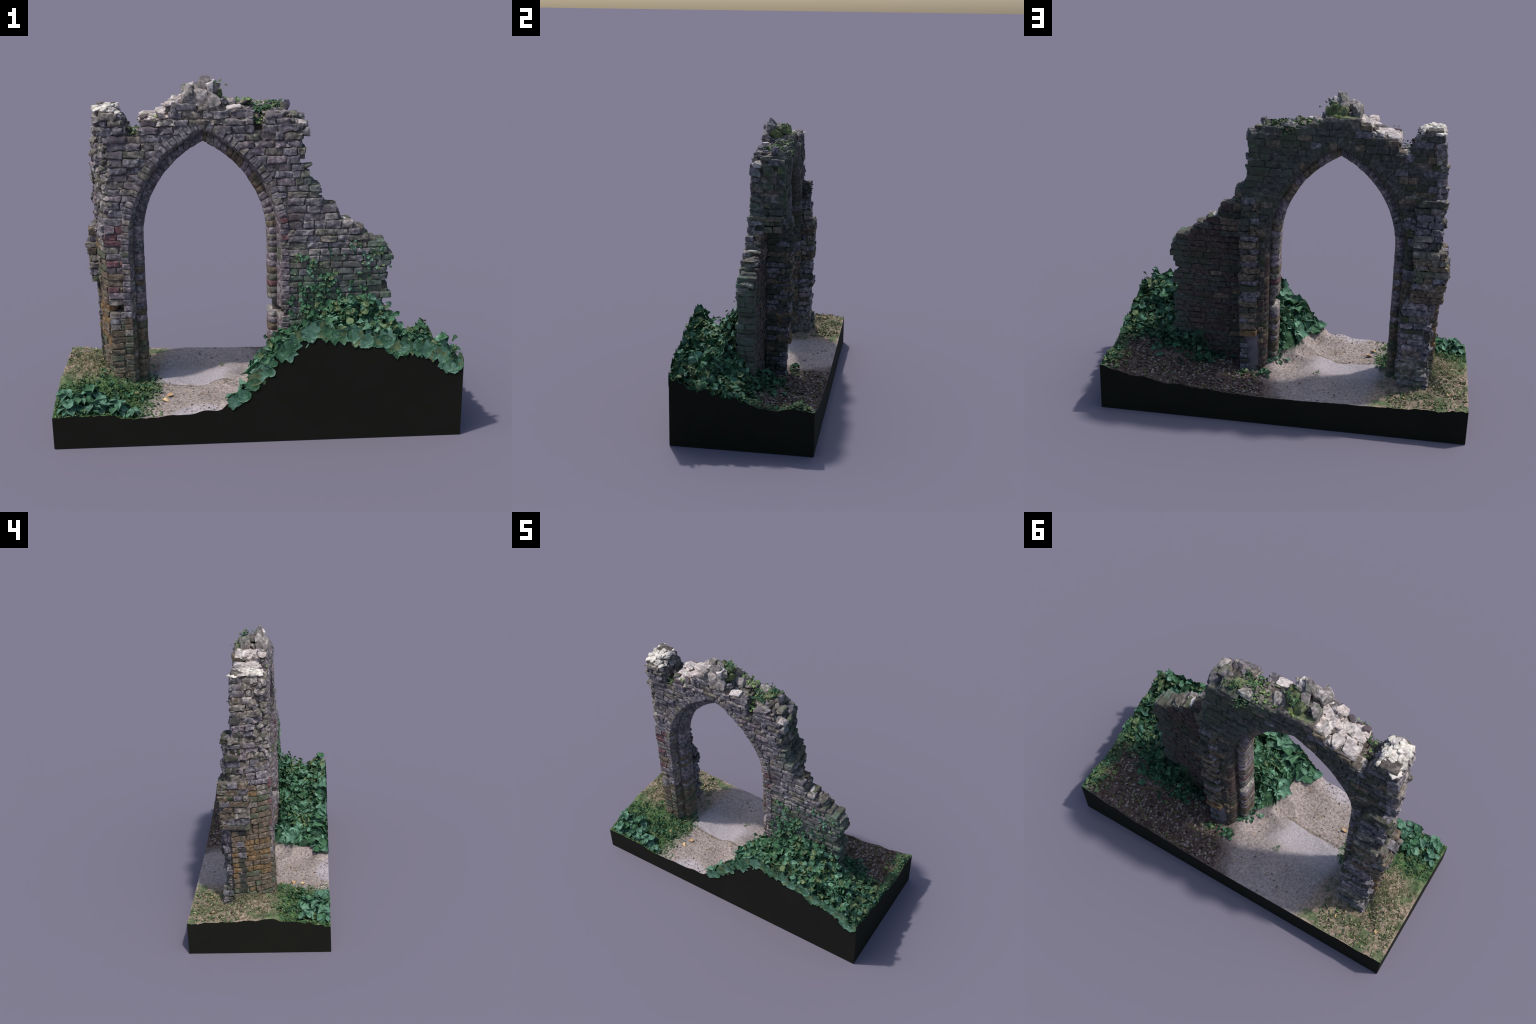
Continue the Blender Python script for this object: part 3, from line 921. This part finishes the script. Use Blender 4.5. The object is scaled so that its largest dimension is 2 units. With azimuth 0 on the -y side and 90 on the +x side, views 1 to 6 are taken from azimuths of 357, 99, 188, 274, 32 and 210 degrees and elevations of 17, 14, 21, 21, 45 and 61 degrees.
ring(.066, .106, YF - .006, -.02, .032, pal_outer, zb=.19, prot=.002, geo=SMOOTH + BRICKS[:4], skip=lambda s, z: (s > 0 and .54 < z < .575))
arch_parent = bpy.data.objects.new("arch", None)
COL.objects.link(arch_parent)
arch_parent.parent = root
vous.parent = arch_parent
vous.build()

# ------------------------------------------------------------------ rubble along the broken top
cap = bpy.data.objects.new("rubble_cap", None)
COL.objects.link(cap)
cap.parent = root
rub = Stuff("rubble_stone", "rubble_chips", cap, sharp=.6)
def rock(x, y, z, sx, sy, sz, mat, rz=0, tilt=0, seed=None):
    g = RUBBLE[(seed if seed is not None else rng.randrange(99)) % len(RUBBLE)]
    m = Matrix.Translation((x, y, z)) @ Matrix.Rotation(rz, 4, 'Z') @ Matrix.Rotation(tilt, 4, 'X') @ Matrix.Rotation(tilt * .6, 4, 'Y') @ Matrix.Diagonal((sx, sy, sz, 1))
    rub.add(g, M[mat], m, sx * sz)
# thick pier head
for a in [(-.715, -.05, 1.605, .08, .08, .03, "cream"), (-.67, -.045, 1.6, .06, .08, .04, "pale"), (-.665, .02, 1.61, .06, .1, .03, "cream"), (-.725, .03, 1.6, .07, .07, .035, "cream"), (-.68, .06, 1.59, .1, .05, .03, "cream"), (-.74, -.02, 1.585, .05, .08, .03, "pale"),
          (-.655, -.06, 1.565, .07, .06, .05, "pale"), (-.70, .085, 1.575, .15, .06, .035, "cream"), (-.71, .09, 1.535, .16, .05, .04, "warm"),
          (-.62, -.05, 1.545, .06, .07, .05, "warm"), (-.615, .05, 1.535, .05, .08, .05, "slate"), (-.755, -.03, 1.56, .05, .08, .05, "warm"),
          (-.66, -.075, 1.51, .1, .05, .05, "slate"), (-.73, -.08, 1.5, .06, .05, .045, "grey"), (-.62, -.08, 1.505, .06, .05, .05, "slate"),
          (-.655, .07, 1.6, .06, .09, .045, "pale"), (-.76, .07, 1.5, .07, .08, .05, "warm"), (-.775, .0, 1.46, .06, .08, .05, "warm"),
          (-.785, -.03, 1.395, .07, .06, .05, "warm"), (-.78, .06, 1.36, .08, .08, .045, "grey"), (-.79, .09, 1.28, .07, .05, .05, "slate"),
          # notch and ledge
          (-.565, .07, 1.48, .09, .09, .03, "pale"), (-.52, -.055, 1.56, .045, .05, .05, "grey"), (-.50, .06, 1.565, .1, .09, .035, "pale"),
          (-.44, .07, 1.575, .08, .09, .035, "pale"), (-.47, -.02, 1.565, .11, .08, .03, "pale"), (-.435, -.07, 1.57, .05, .04, .035, "grey"),
          (-.42, .01, 1.575, .07, .1, .04, "pale"), (-.515, .0, 1.545, .06, .06, .03, "warm"),
          (-.37, -.075, 1.595, .055, .05, .045, "slate"), (-.375, .06, 1.625, .06, .1, .06, "pale"), (-.34, .0, 1.62, .09, .1, .05, "pale"), (-.39, .0, 1.6, .05, .1, .07, "grey"),
          # crown
          (-.305, -.055, 1.655, .08, .09, .09, "lime"), (-.255, -.055, 1.65, .1, .07, .09, "lime"), (-.195, -.05, 1.645, .1, .08, .1, "lime"),
          (-.225, -.035, 1.715, .07, .07, .08, "lime"), (-.2, -.04, 1.705, .06, .06, .07, "pale"), (-.262, -.03, 1.69, .06, .06, .06, "lime"), (-.235, .02, 1.69, .07, .07, .06, "lime"), (-.182, -.03, 1.695, .065, .07, .07, "lime"), (-.29, -.03, 1.70, .06, .05, .045, "pale"),
          (-.31, .045, 1.665, .075, .07, .09, "lime"), (-.235, .06, 1.665, .09, .075, .09, "mossy"), (-.19, .03, 1.68, .06, .07, .07, "mossy"), (-.16, .01, 1.65, .06, .1, .07, "mossy"),
          (-.25, .085, 1.635, .18, .06, .05, "mossy"), (-.12, .05, 1.605, .09, .1, .05, "lime"), (-.25, .0, 1.64, .14, .1, .05, "lime"),
          # right shoulder
          (-.09, -.055, 1.6, .09, .06, .035, "pale"), (-.02, -.065, 1.575, .07, .055, .06, "grey"), (-.05, .06, 1.6, .12, .1, .03, "warm"), (.03, .07, 1.59, .09, .09, .04, "lime"),
          (.09, .06, 1.585, .1, .09, .04, "mossy"), (.10, -.065, 1.56, .09, .06, .055, "grey"), (.135, -.06, 1.565, .07, .06, .05, "grey"), (.15, .08, 1.58, .08, .07, .05, "warm"),
          (.18, .05, 1.595, .035, .05, .06, "slate"), (.2, .0, 1.55, .06, .09, .05, "warm"), (.235, -.05, 1.515, .075, .08, .05, "pale"), (.25, -.055, 1.475, .07, .08, .055, "grey"),
          (.23, .06, 1.53, .08, .08, .05, "slate"), (.22, .1, 1.49, .08, .05, .05, "mossy"), (.245, .02, 1.5, .06, .08, .05, "olive"),
          # steps of the low wing
          (.265, -.05, 1.31, .07, .08, .03, "warm"), (.315, -.04, 1.195, .06, .09, .04, "grey"), (.36, -.035, 1.10, .08, .1, .045, "warm"), (.41, -.03, 1.06, .07, .1, .045, "warm"),
          (.46, -.03, 1.035, .06, .1, .045, "pale"), (.52, -.025, 1.005, .09, .1, .035, "warm"), (.545, -.03, .985, .06, .1, .03, "warm"), (.605, -.035, .925, .08, .1, .035, "warm"),
          (.655, -.035, .9, .07, .1, .05, "warm"), (.685, -.05, .865, .05, .08, .05, "warm"), (.232, .1, 1.415, .07, .05, .035, "slate")]:
    a = list(a)
    if a[0] > .3: a[2] -= .014
    a[2] -= .008
    if a[0] < -.6:
        a[0], a[2], a[3], a[4] = -.695 + (a[0] + .695) * .75, a[2] - .006, a[3] * .8, a[4] * .8
    for k in (3, 4, 5): a[k] *= .9
    rock(*a, rz=U(-.3, .3), tilt=U(-.26, .26))
for _ in range(190):
    x = U(-.74, .24)
    t = interp(TOP, x)
    if -.6 < x < -.535: t -= .0
    s = U(.012, .028)
    rock(x, U(-.07, .095), t + U(-.01, .008), s * U(1, 1.6), s * U(1, 1.5), s, rng.choice(["pale", "pale", "warm", "grey"]) if x < -.15 else rng.choice(["warm", "mossy", "lime", "grey", "lime"]), U(0, 3), U(-.4, .4))
# eroded, mortar-smeared corner of the thick pier above the sound brickwork
for _ in range(75):
    z = U(1.1, 1.56)
    y = U(-.085, -.03)
    sz_ = U(.018, .04)
    rock(slant(y, z) + U(-.002, .016), y, z, sz_, sz_, sz_ * U(.6, 1), rng.choice(["lime", "lime", "warm", "lime", "warm", "grey"]), U(0, 3), U(-.3, .3))
# crust of lime mortar and flat chips weathered out along the ledges left of the crown
for _ in range(120):
    head = rng.random() < .22
    x = U(-.745, -.64) if head else U(-.535, -.28)
    t = interp(TOP, x) + (.01 if head else .006)
    if not head and x > -.33: t = 1.625
    sx = U(.025, .055)
    rock(x, U(-.06, .095), t + U(-.01, .008), sx, sx * U(.7, 1.3), U(.012, .024), "cream" if head else rng.choice(["pink", "pink", "pale"]), U(0, 3), U(-.15, .15))
rub.build()

# ------------------------------------------------------------------ leaves
def leaf_variant(seed, lobes=0, wid=.75, nu=9, nv=6):
    """a thin curved blade, 1 unit long, lying along +x, with real thickness"""
    r = random.Random(seed)
    droop, fold, twist = r.uniform(.1, .45), r.uniform(.05, .3), r.uniform(-.3, .3)
    top = []
    for i in range(nu + 1):
        t = i / nu
        w = wid * .5 * (math.sin(math.pi * min(1, t ** .75 * .97 + .03)) ** .75)
        if lobes:
            w *= 1 + .3 * math.cos(t * lobes * math.pi * 2 + .6)
        w = max(w, .02)
        for j in range(nv + 1):
            s = j / nv * 2 - 1
            x = t - (abs(s) ** 2) * .1 * (1 if lobes else .5)
            y = s * w * (1 + r.uniform(-.08, .08))
            zz = -droop * t * t + abs(s) * w * fold * 2 + twist * s * w * t + r.uniform(-.018, .018) + .05 * math.sin(t * 7 + s * 2 + seed)
            top.append((x, y, zz))
    n = len(top)
    V = np.array(top + [(x, y, q - .022) for x, y, q in top])
    F = []
    W = nv + 1
    for i in range(nu):
        for j in range(nv):
            q = [i * W + j, (i + 1) * W + j, (i + 1) * W + j + 1, i * W + j + 1]
            F.append(q)
            F.append([n + k for k in q[::-1]])
    edge = [j for j in range(W)] + [i * W + nv for i in range(1, nu + 1)] + [nu * W + j for j in range(nv - 1, -1, -1)] + [i * W for i in range(nu - 1, 0, -1)]
    for k in range(len(edge)):
        a, b = edge[k], edge[(k + 1) % len(edge)]
        F.append([b, a, n + a, n + b])
    return V, F

OVATE = [leaf_variant(i, 0, .8) for i in range(6)]
IVY = [leaf_variant(20 + i, 2, .95) for i in range(6)]
SMALL = [leaf_variant(40 + i, 0, .6, 4, 2) for i in range(5)]

shrub = bpy.data.objects.new("shrub", None)
COL.objects.link(shrub)
shrub.parent = root
leaves = Stuff("leaf", "leaf_mass", shrub)
def put_leaf(store, geo, mat, p, nrm, yaw, size, pitch=0, solo=True):
    n = Vector(nrm).normalized()
    t = Vector((math.cos(yaw), math.sin(yaw), 0))
    t = (t - n * t.dot(n)).normalized()
    t = (t + n * pitch).normalized()
    n = (n - t * n.dot(t)).normalized()
    b = n.cross(t)
    m = Matrix((t * size, b * size, n * size)).transposed().to_4x4()
    m.translation = Vector(p) - t * size * .4
    inside = abs(p[0]) + size < .99 and abs(p[1]) + size < .41
    store.add(geo, mat, m, size * size, solo and inside)

def gnormal(x, y):
    e = .012
    return Vector((g1(x - e, y) - g1(x + e, y), g1(x, y - e) - g1(x, y + e), 2 * e)).normalized()

def bank(n, xr, yr, sizes, mats, geos, lift, keep):
    k = 0
    tries = 0
    while k < n and tries < n * 12:
        tries += 1
        x, y = U(*xr), U(*yr)
        if not keep(x, y):
            continue
        s = U(*sizes)
        nn = gnormal(x, y)
        nn = (nn + Vector((U(-.6, .6), U(-.6, .6), U(-.1, .5)))).normalized()
        put_leaf(leaves, rng.choice(geos), rng.choice(mats), (x, y, g1(x, y) + U(*lift)), nn, U(0, 6.28), s, U(-.3, .5))
        k += 1
T, G, D, O, LM = LEAF
inbank = lambda x, y: bush_amount(x, y) > .1 and y < -.09
# big-leaved bank in front of the wing
bank(330, (-.15, .75), (-.412, -.1), (.04, .1), [T, T, T, G, G, D], OVATE + IVY, (.0, .035), inbank)
bank(300, (.0, .66), (-.412, -.1), (.02, .04), [T, G, G, D, D, O], IVY, (-.002, .03), inbank)
bank(430, (.6, .998), (-.412, .06), (.02, .055), [T, G, G, O, O, D], IVY + OVATE, (.0, .03), lambda x, y: bush_amount(x, y) > .1 or (x > .66 and y < .04 + .1 * math.sin(x * 20)))
# tall sprays
for _ in range(90):
    x, y = U(.2, .62), U(-.40, -.15)
    h = U(.02, .1) * (1.0 if .3 < x < .58 else .6)
    put_leaf(leaves, rng.choice(OVATE + IVY), rng.choice([T, G, G, T, O]), (x, y, g1(x, y) + h), (U(-.7, .7), U(-.7, .5), 1), U(0, 6.28), U(.03, .055), U(0, .6))
# spiky leaves standing along the crest, and foliage heaped against the wall foot
for _ in range(110):
    x = U(.3, .97)
    y = U(-.40, -.33)
    put_leaf(leaves, rng.choice(IVY + OVATE), rng.choice([G, G, D, O, T]), (x, y, g1(x, y) + U(.02, .085) * (.6 + .6 * fbm((x, 0, 0), 7, 4))), (U(-.9, .9), U(-1, .2), U(.1, .8)), U(0, 6.28), U(.022, .05), U(.2, .9))
for cx, cy, cz, sp, n in ((.07, -.15, .33, .028, 40), (.13, -.14, .42, .03, 50), (.40, -.14, .56, .04, 50), (.5, -.135, .59, .04, 60), (.6, -.14, .55, .04, 60), (.68, -.13, .5, .03, 40)):
    for _ in range(n):
        put_leaf(leaves, rng.choice(IVY + OVATE), rng.choice([G, D, T, T, O]), (cx + rng.gauss(0, sp), min(-.1, cy + rng.gauss(0, .022)), cz + rng.gauss(0, sp * .8)), (U(-.6, .6), -1, U(.2, 1)), U(0, 6.28), U(.022, .05), U(-.2, .5))
for _ in range(70):
    x, y = U(.55, .98), U(-.40, -.28)
    put_leaf(leaves, rng.choice(IVY + OVATE), rng.choice([G, D, O, T]), (x, y, g1(x, y) + U(.04, .1) * (.7 + .6 * math.sin(x * 22))), (U(-.9, .9), U(-1, .2), U(.1, .8)), U(0, 6.28), U(.025, .05), U(.3, 1.0))
# big drooping leaves in loose clumps
for _ in range(34):
    cx, cy = U(-.02, .9), U(-.4, -.16)
    if bush_amount(cx, cy) < .3: continue
    for k in range(rng.randrange(5, 9)):
        a = U(0, 6.28)
        x, y = cx + math.cos(a) * U(.01, .035), max(-.405, cy + math.sin(a) * U(.01, .035))
        put_leaf(leaves, rng.choice(OVATE + IVY), rng.choice([T, T, G, O]), (x, y, g1(x, y) + U(.0, .035)), (math.cos(a) * .8, math.sin(a) * .8, 1), a, U(.05, .1), U(-.5, .1))
# long arching bramble stems with small leaves
for _ in range(46):
    x, y = U(.12, .95), U(-.39, -.12)
    a, ln, z0 = U(0, 6.28), U(.05, .13), g1(x, y)
    for k in range(6):
        t = k / 5
        px, py, pz = x + math.cos(a) * ln * t * .8, y + math.sin(a) * ln * t * .6, z0 + .02 + ln * (t * .9 - t * t * .35)
        if px > .97 or py < -.4 or py > -.1: break
        put_leaf(leaves, rng.choice(IVY + OVATE), rng.choice([T, G, G, O]), (px, py, pz), (U(-.6, .6), U(-.6, .6), 1), a + (1.1 if k % 2 else -1.1), U(.022, .042), U(-.1, .5))
# hanging over the cut face
for _ in range(120):
    x = U(-.14, 1)
    zt = g1(x, -.41)
    z = zt - U(-.03, -.006) - (.06 * max(0, fbm((x, 0, 0), 9, 2)))
    put_leaf(leaves, rng.choice(OVATE + IVY), rng.choice([T, T, T, G, G, O]), (x, -.428 - U(0, .018), z), (U(-.15, .15), -1, U(-.05, .2)), U(0, 6.28), U(.04, .095), 0, solo=False)
# ivy up the wing face
for _ in range(240):
    t = rng.random() ** 1.7
    z = .44 + t * .42
    c = .40 - .12 * t + .05 * math.sin(t * 11) if rng.random() < .86 else U(.25, .64)
    wd = .1 * (1 - t) + .02
    x = c + rng.gauss(0, 1) * wd
    if not .18 < x < .66: continue
    put_leaf(leaves, rng.choice(IVY), rng.choice([G, G, D, T, O]) if t < .85 else rng.choice([G, O, T]), (x, YF - .006 - U(0, .012), z), (U(-.3, .3), -1, U(.0, .8)), U(0, 6.28), U(.012, .026 + .012 * (1 - t)), U(-.1, .4))
for cx, cz, sp, n in ((.59, .78, .045, 16), (.50, .88, .02, 8), (.40, .86, .015, 5), (.62, .86, .02, 8)):
    for _ in range(n):
        put_leaf(leaves, rng.choice(IVY), rng.choice([G, D, O, T]), (cx + rng.gauss(0, sp), YF - .006 - U(0, .008), cz + rng.gauss(0, sp)), (U(-.3, .3), -1, U(.0, .8)), U(0, 6.28), U(.012, .022), U(-.1, .3))
# low green weeds behind the wing and at the far corner
for cx, cy, sx, sy, n, mats, s in ((.60, .1, .09, .04, 210, [D, G, G], (.022, .042)), (.45, .07, .05, .02, 30, [D, D], (.018, .03)), (.75, .06, .07, .05, 80, [D, G], (.018, .034)),
                                  (.95, .34, .035, .05, 80, [O, G, O], (.014, .03)), (.86, .0, .07, .05, 60, [D, G, O], (.018, .034)),
                                  (.12, .2, .025, .025, 30, [D, G], (.014, .026)), (.22, .21, .035, .02, 26, [D, O], (.012, .024)), (.09, .04, .02, .03, 50, [G, T, D], (.016, .03)),
                                  (.07, -.06, .03, .04, 40, [G, T], (.018, .034)), (-.52, -.02, .02, .03, 24, [G, O], (.01, .02)), (-.17, .12, .02, .02, 8, [O, G], (.008, .014)),
                                  (.97, .1, .02, .1, 60, [O, G], (.012, .024))):
    for _ in range(n):
        x, y = cx + rng.gauss(0, sx) * .9, cy + rng.gauss(0, sy) * .9
        if abs(x) > .995 or abs(y) > .41: continue
        hgt = max(0, 1 - ((x - cx) / sx / 1.6) ** 2 - ((y - cy) / sy / 1.6) ** 2)
        put_leaf(leaves, rng.choice(IVY + OVATE), rng.choice(mats), (x, y, g1(x, y) + U(.004, .016) + .03 * hgt * U(0, 1) * (s[1] / .03)), (U(-.6, .6), U(-.6, .6), 1), U(0, 6.28), U(*s), U(-.1, .5))
# low leafy cover on the near-side turf
for _ in range(420):
    x, y = U(-.99, -.55), U(-.41, -.1)
    f = fbm((x, y, 0), 11, 17)
    if f < -.05: continue
    put_leaf(leaves, rng.choice(IVY + OVATE), rng.choice([G, D, D, O]), (x, y, g1(x, y) + U(.002, .012) + .03 * max(0, f)), (U(-.7, .7), U(-.7, .7), 1), U(0, 6.28), U(.012, .026), U(-.1, .5))
# broad-leaved plants in the near corner
for cx, cy, n in ((-.92, -.37, 18), (-.77, -.35, 24), (-.69, -.37, 14), (-.86, -.33, 12), (-.95, -.28, 8), (-.80, -.40, 12), (-.82, -.26, 8), (-.62, -.39, 6)):
    for k in range(n):
        a = k * 2.4 + U(-.3, .3)
        r_ = U(.005, .05)
        x, y = cx + math.cos(a) * r_, cy + math.sin(a) * r_ * .8
        put_leaf(leaves, rng.choice(OVATE), rng.choice([T, T, T, G]), (x, y, g1(x, y) + U(.012, .06)), (math.cos(a) * .5, math.sin(a) * .5, 1), a, U(.034, .072), U(-.1, .5))
# weeds growing on the wall top
for cx, cy, cz, n, mats in ((-.56, -.06, 1.49, 26, [O, LM, G]), (-.56, .02, 1.48, 14, [LM, O]), (-.50, -.07, 1.555, 8, [O, LM]), (.03, -.05, 1.53, 26, [O, G, LM]), (.04, .03, 1.59, 30, [O, O, LM, G]),
                            (-.1, .09, 1.6, 18, [O, LM]), (.12, .07, 1.585, 70, [O, O, G, D]), (-.02, .06, 1.605, 50, [O, O, LM]), (.07, -.01, 1.57, 50, [O, D, G]), (-.19, .05, 1.69, 40, [O, G]), (-.24, .09, 1.64, 16, [LM, O]), (.05, .12, 1.56, 50, [O, O, G, D]), (-.57, .11, 1.4, 10, [O, G])):
    for _ in range(n):
        put_leaf(leaves, rng.choice(SMALL + IVY[:2]), rng.choice(mats), (cx + rng.gauss(0, .022), cy + rng.gauss(0, .016), cz + U(-.015, .022)), (U(-.8, .8), U(-1, .3), 1), U(0, 6.28), U(.01, .02), U(0, .8))
leaves.build()

# ------------------------------------------------------------------ turf, dry grass and litter
tufts = Stuff("grass_tuft", "turf", turf, 0)
for _ in range(3600):
    x, y = U(-.995, -.47), U(-.41, .41)
    if x > -.56 and y > -.05: continue
    if -.72 < x < -.55 and -.06 < y < .2: continue
    f = fbm((x, y, 0), 7, 6)
    green = y < -.08 + .12 * f
    if not green and f < .05 and rng.random() < .8: continue
    near = max(0, 1 - abs(x + .68) / .2)
    edge = x > -.52 and rng.random() < .5
    if edge: continue
    put_leaf(tufts, rng.choice(SMALL), rng.choice([M_GRASS, M_GRASS, LEAF[3], LEAF[1]]) if green else rng.choice([M_GRASS, M_DRY, M_DRY, LEAF[3]]), (x, y, g1(x, y) + U(-.002, .008) + .008 * max(0, f)),
             (U(-.9, .9), U(-.9, .9), 1), U(0, 6.28), U(.009, .022), U(0, 1.0))
for _ in range(420):        # moss cushion at the foot of the jamb
    x, y = -.58 + rng.gauss(0, .05), -.14 + rng.gauss(0, .03)
    h = max(0, 1 - ((x + .58) / .1) ** 2 - ((y + .14) / .06) ** 2)
    put_leaf(tufts, rng.choice(SMALL), rng.choice([LEAF[1], M_GRASS, LEAF[3]]), (x, y, g1(x, y) + .02 * h * U(.2, 1)), (U(-.9, .9), U(-.9, .9), 1), U(0, 6.28), U(.009, .018), U(0, .8))
tufts.build()

def blade(p, yaw, ln, wid, lift, seed):
    """a bent dry stalk with a triangular section"""
    r = random.Random(seed)
    V, F = [], []
    n = 5
    d = Vector((math.cos(yaw), math.sin(yaw), 0))
    s = Vector((-d.y, d.x, 0))
    bend = r.uniform(-.5, .5)
    for i in range(n + 1):
        t = i / n
        c = Vector(p) + d * ln * t + s * ln * bend * t * t + Vector((0, 0, lift * math.sin(t * 2.4)))
        w = wid * (1 - .75 * t)
        for q in (s * w, -s * w, Vector((0, 0, w * 1.3))):
            V.append(c + q)
    for i in range(n):
        for k in range(3):
            a, b = i * 3 + k, i * 3 + (k + 1) % 3
            F.append([a, a + 3, b + 3, b])
    F.append([0, 1, 2]); F.append([n * 3 + 2, n * 3 + 1, n * 3])
    return V, F
def stalks(name, n, region, mats, ln, wid, lift):
    V, F, I = [], [], []
    for k in range(n):
        x, y = region()
        if not (abs(x) < .985 and abs(y) < .405): continue
        v, f = blade((x, y, g1(x, y) + .002), U(0, 6.28), U(*ln), U(*wid), U(*lift), k)
        b = len(V)
        V += v; F += [[a + b for a in q] for q in f]; I += [rng.randrange(len(mats))] * len(f)
    ob = mesh_obj(name, clamp(np.array([tuple(v) for v in V])), F, mats, I, parent=turf)
    ob["kind"] = "stuff"
stalks("dry_stalks", 650, lambda: (U(-.99, -.66) if rng.random() < .6 else rng.gauss(-.84, .06), U(-.15, .4) if rng.random() < .5 else rng.gauss(.08, .09)), [M_DRY, M_DRY, M_TWIG, M_GRASS], (.02, .06), (.0008, .0018), (.0, .025))
stalks("straw", 260, lambda: (U(-.5, -.1), U(-.41, -.08)), [M_DRY, M_TAN], (.012, .035), (.0006, .0011), (.0, .004))

litter = Stuff("fallen_leaf", "leaf_litter", turf, 0)
for _ in range(1500):
    x, y = U(.12, .97), U(.05, .41)
    if x < .28 and y < .2 or x + y * .6 < .28 + U(-.1, .1): continue
    put_leaf(litter, rng.choice(SMALL), rng.choices(M_LITTER, [4, 4.5, 2, 2])[0], (x, y, g1(x, y) + U(.002, .006)), (U(-.35, .35), U(-.35, .35), 1), U(0, 6.28), U(.01, .024), U(-.1, .2))
for _ in range(380):
    x, y = U(-.52, .16), U(-.41, .41)
    put_leaf(litter, rng.choice(SMALL), rng.choice([M_LITTER[1], M_LITTER[1], M_TAN, M_LITTER[0]]), (x, y, g1(x, y) + .003), (U(-.2, .2), U(-.2, .2), 1), U(0, 6.28), U(.005, .014), 0)
litter.build()
tan = Stuff("tan_leaf", "tan_leaves", turf)
for x, y, s in ((-.44, -.19, .045), (-.46, -.25, .04), (-.6, -.21, .035), (-.9, .27, .045), (-.66, .3, .03)):
    put_leaf(tan, SMALL[0], M_TAN, (x, y, g1(x, y) + .008), (U(-.3, .3), U(-.3, .3), 1), U(0, 6.28), s, .1)
tan.build()
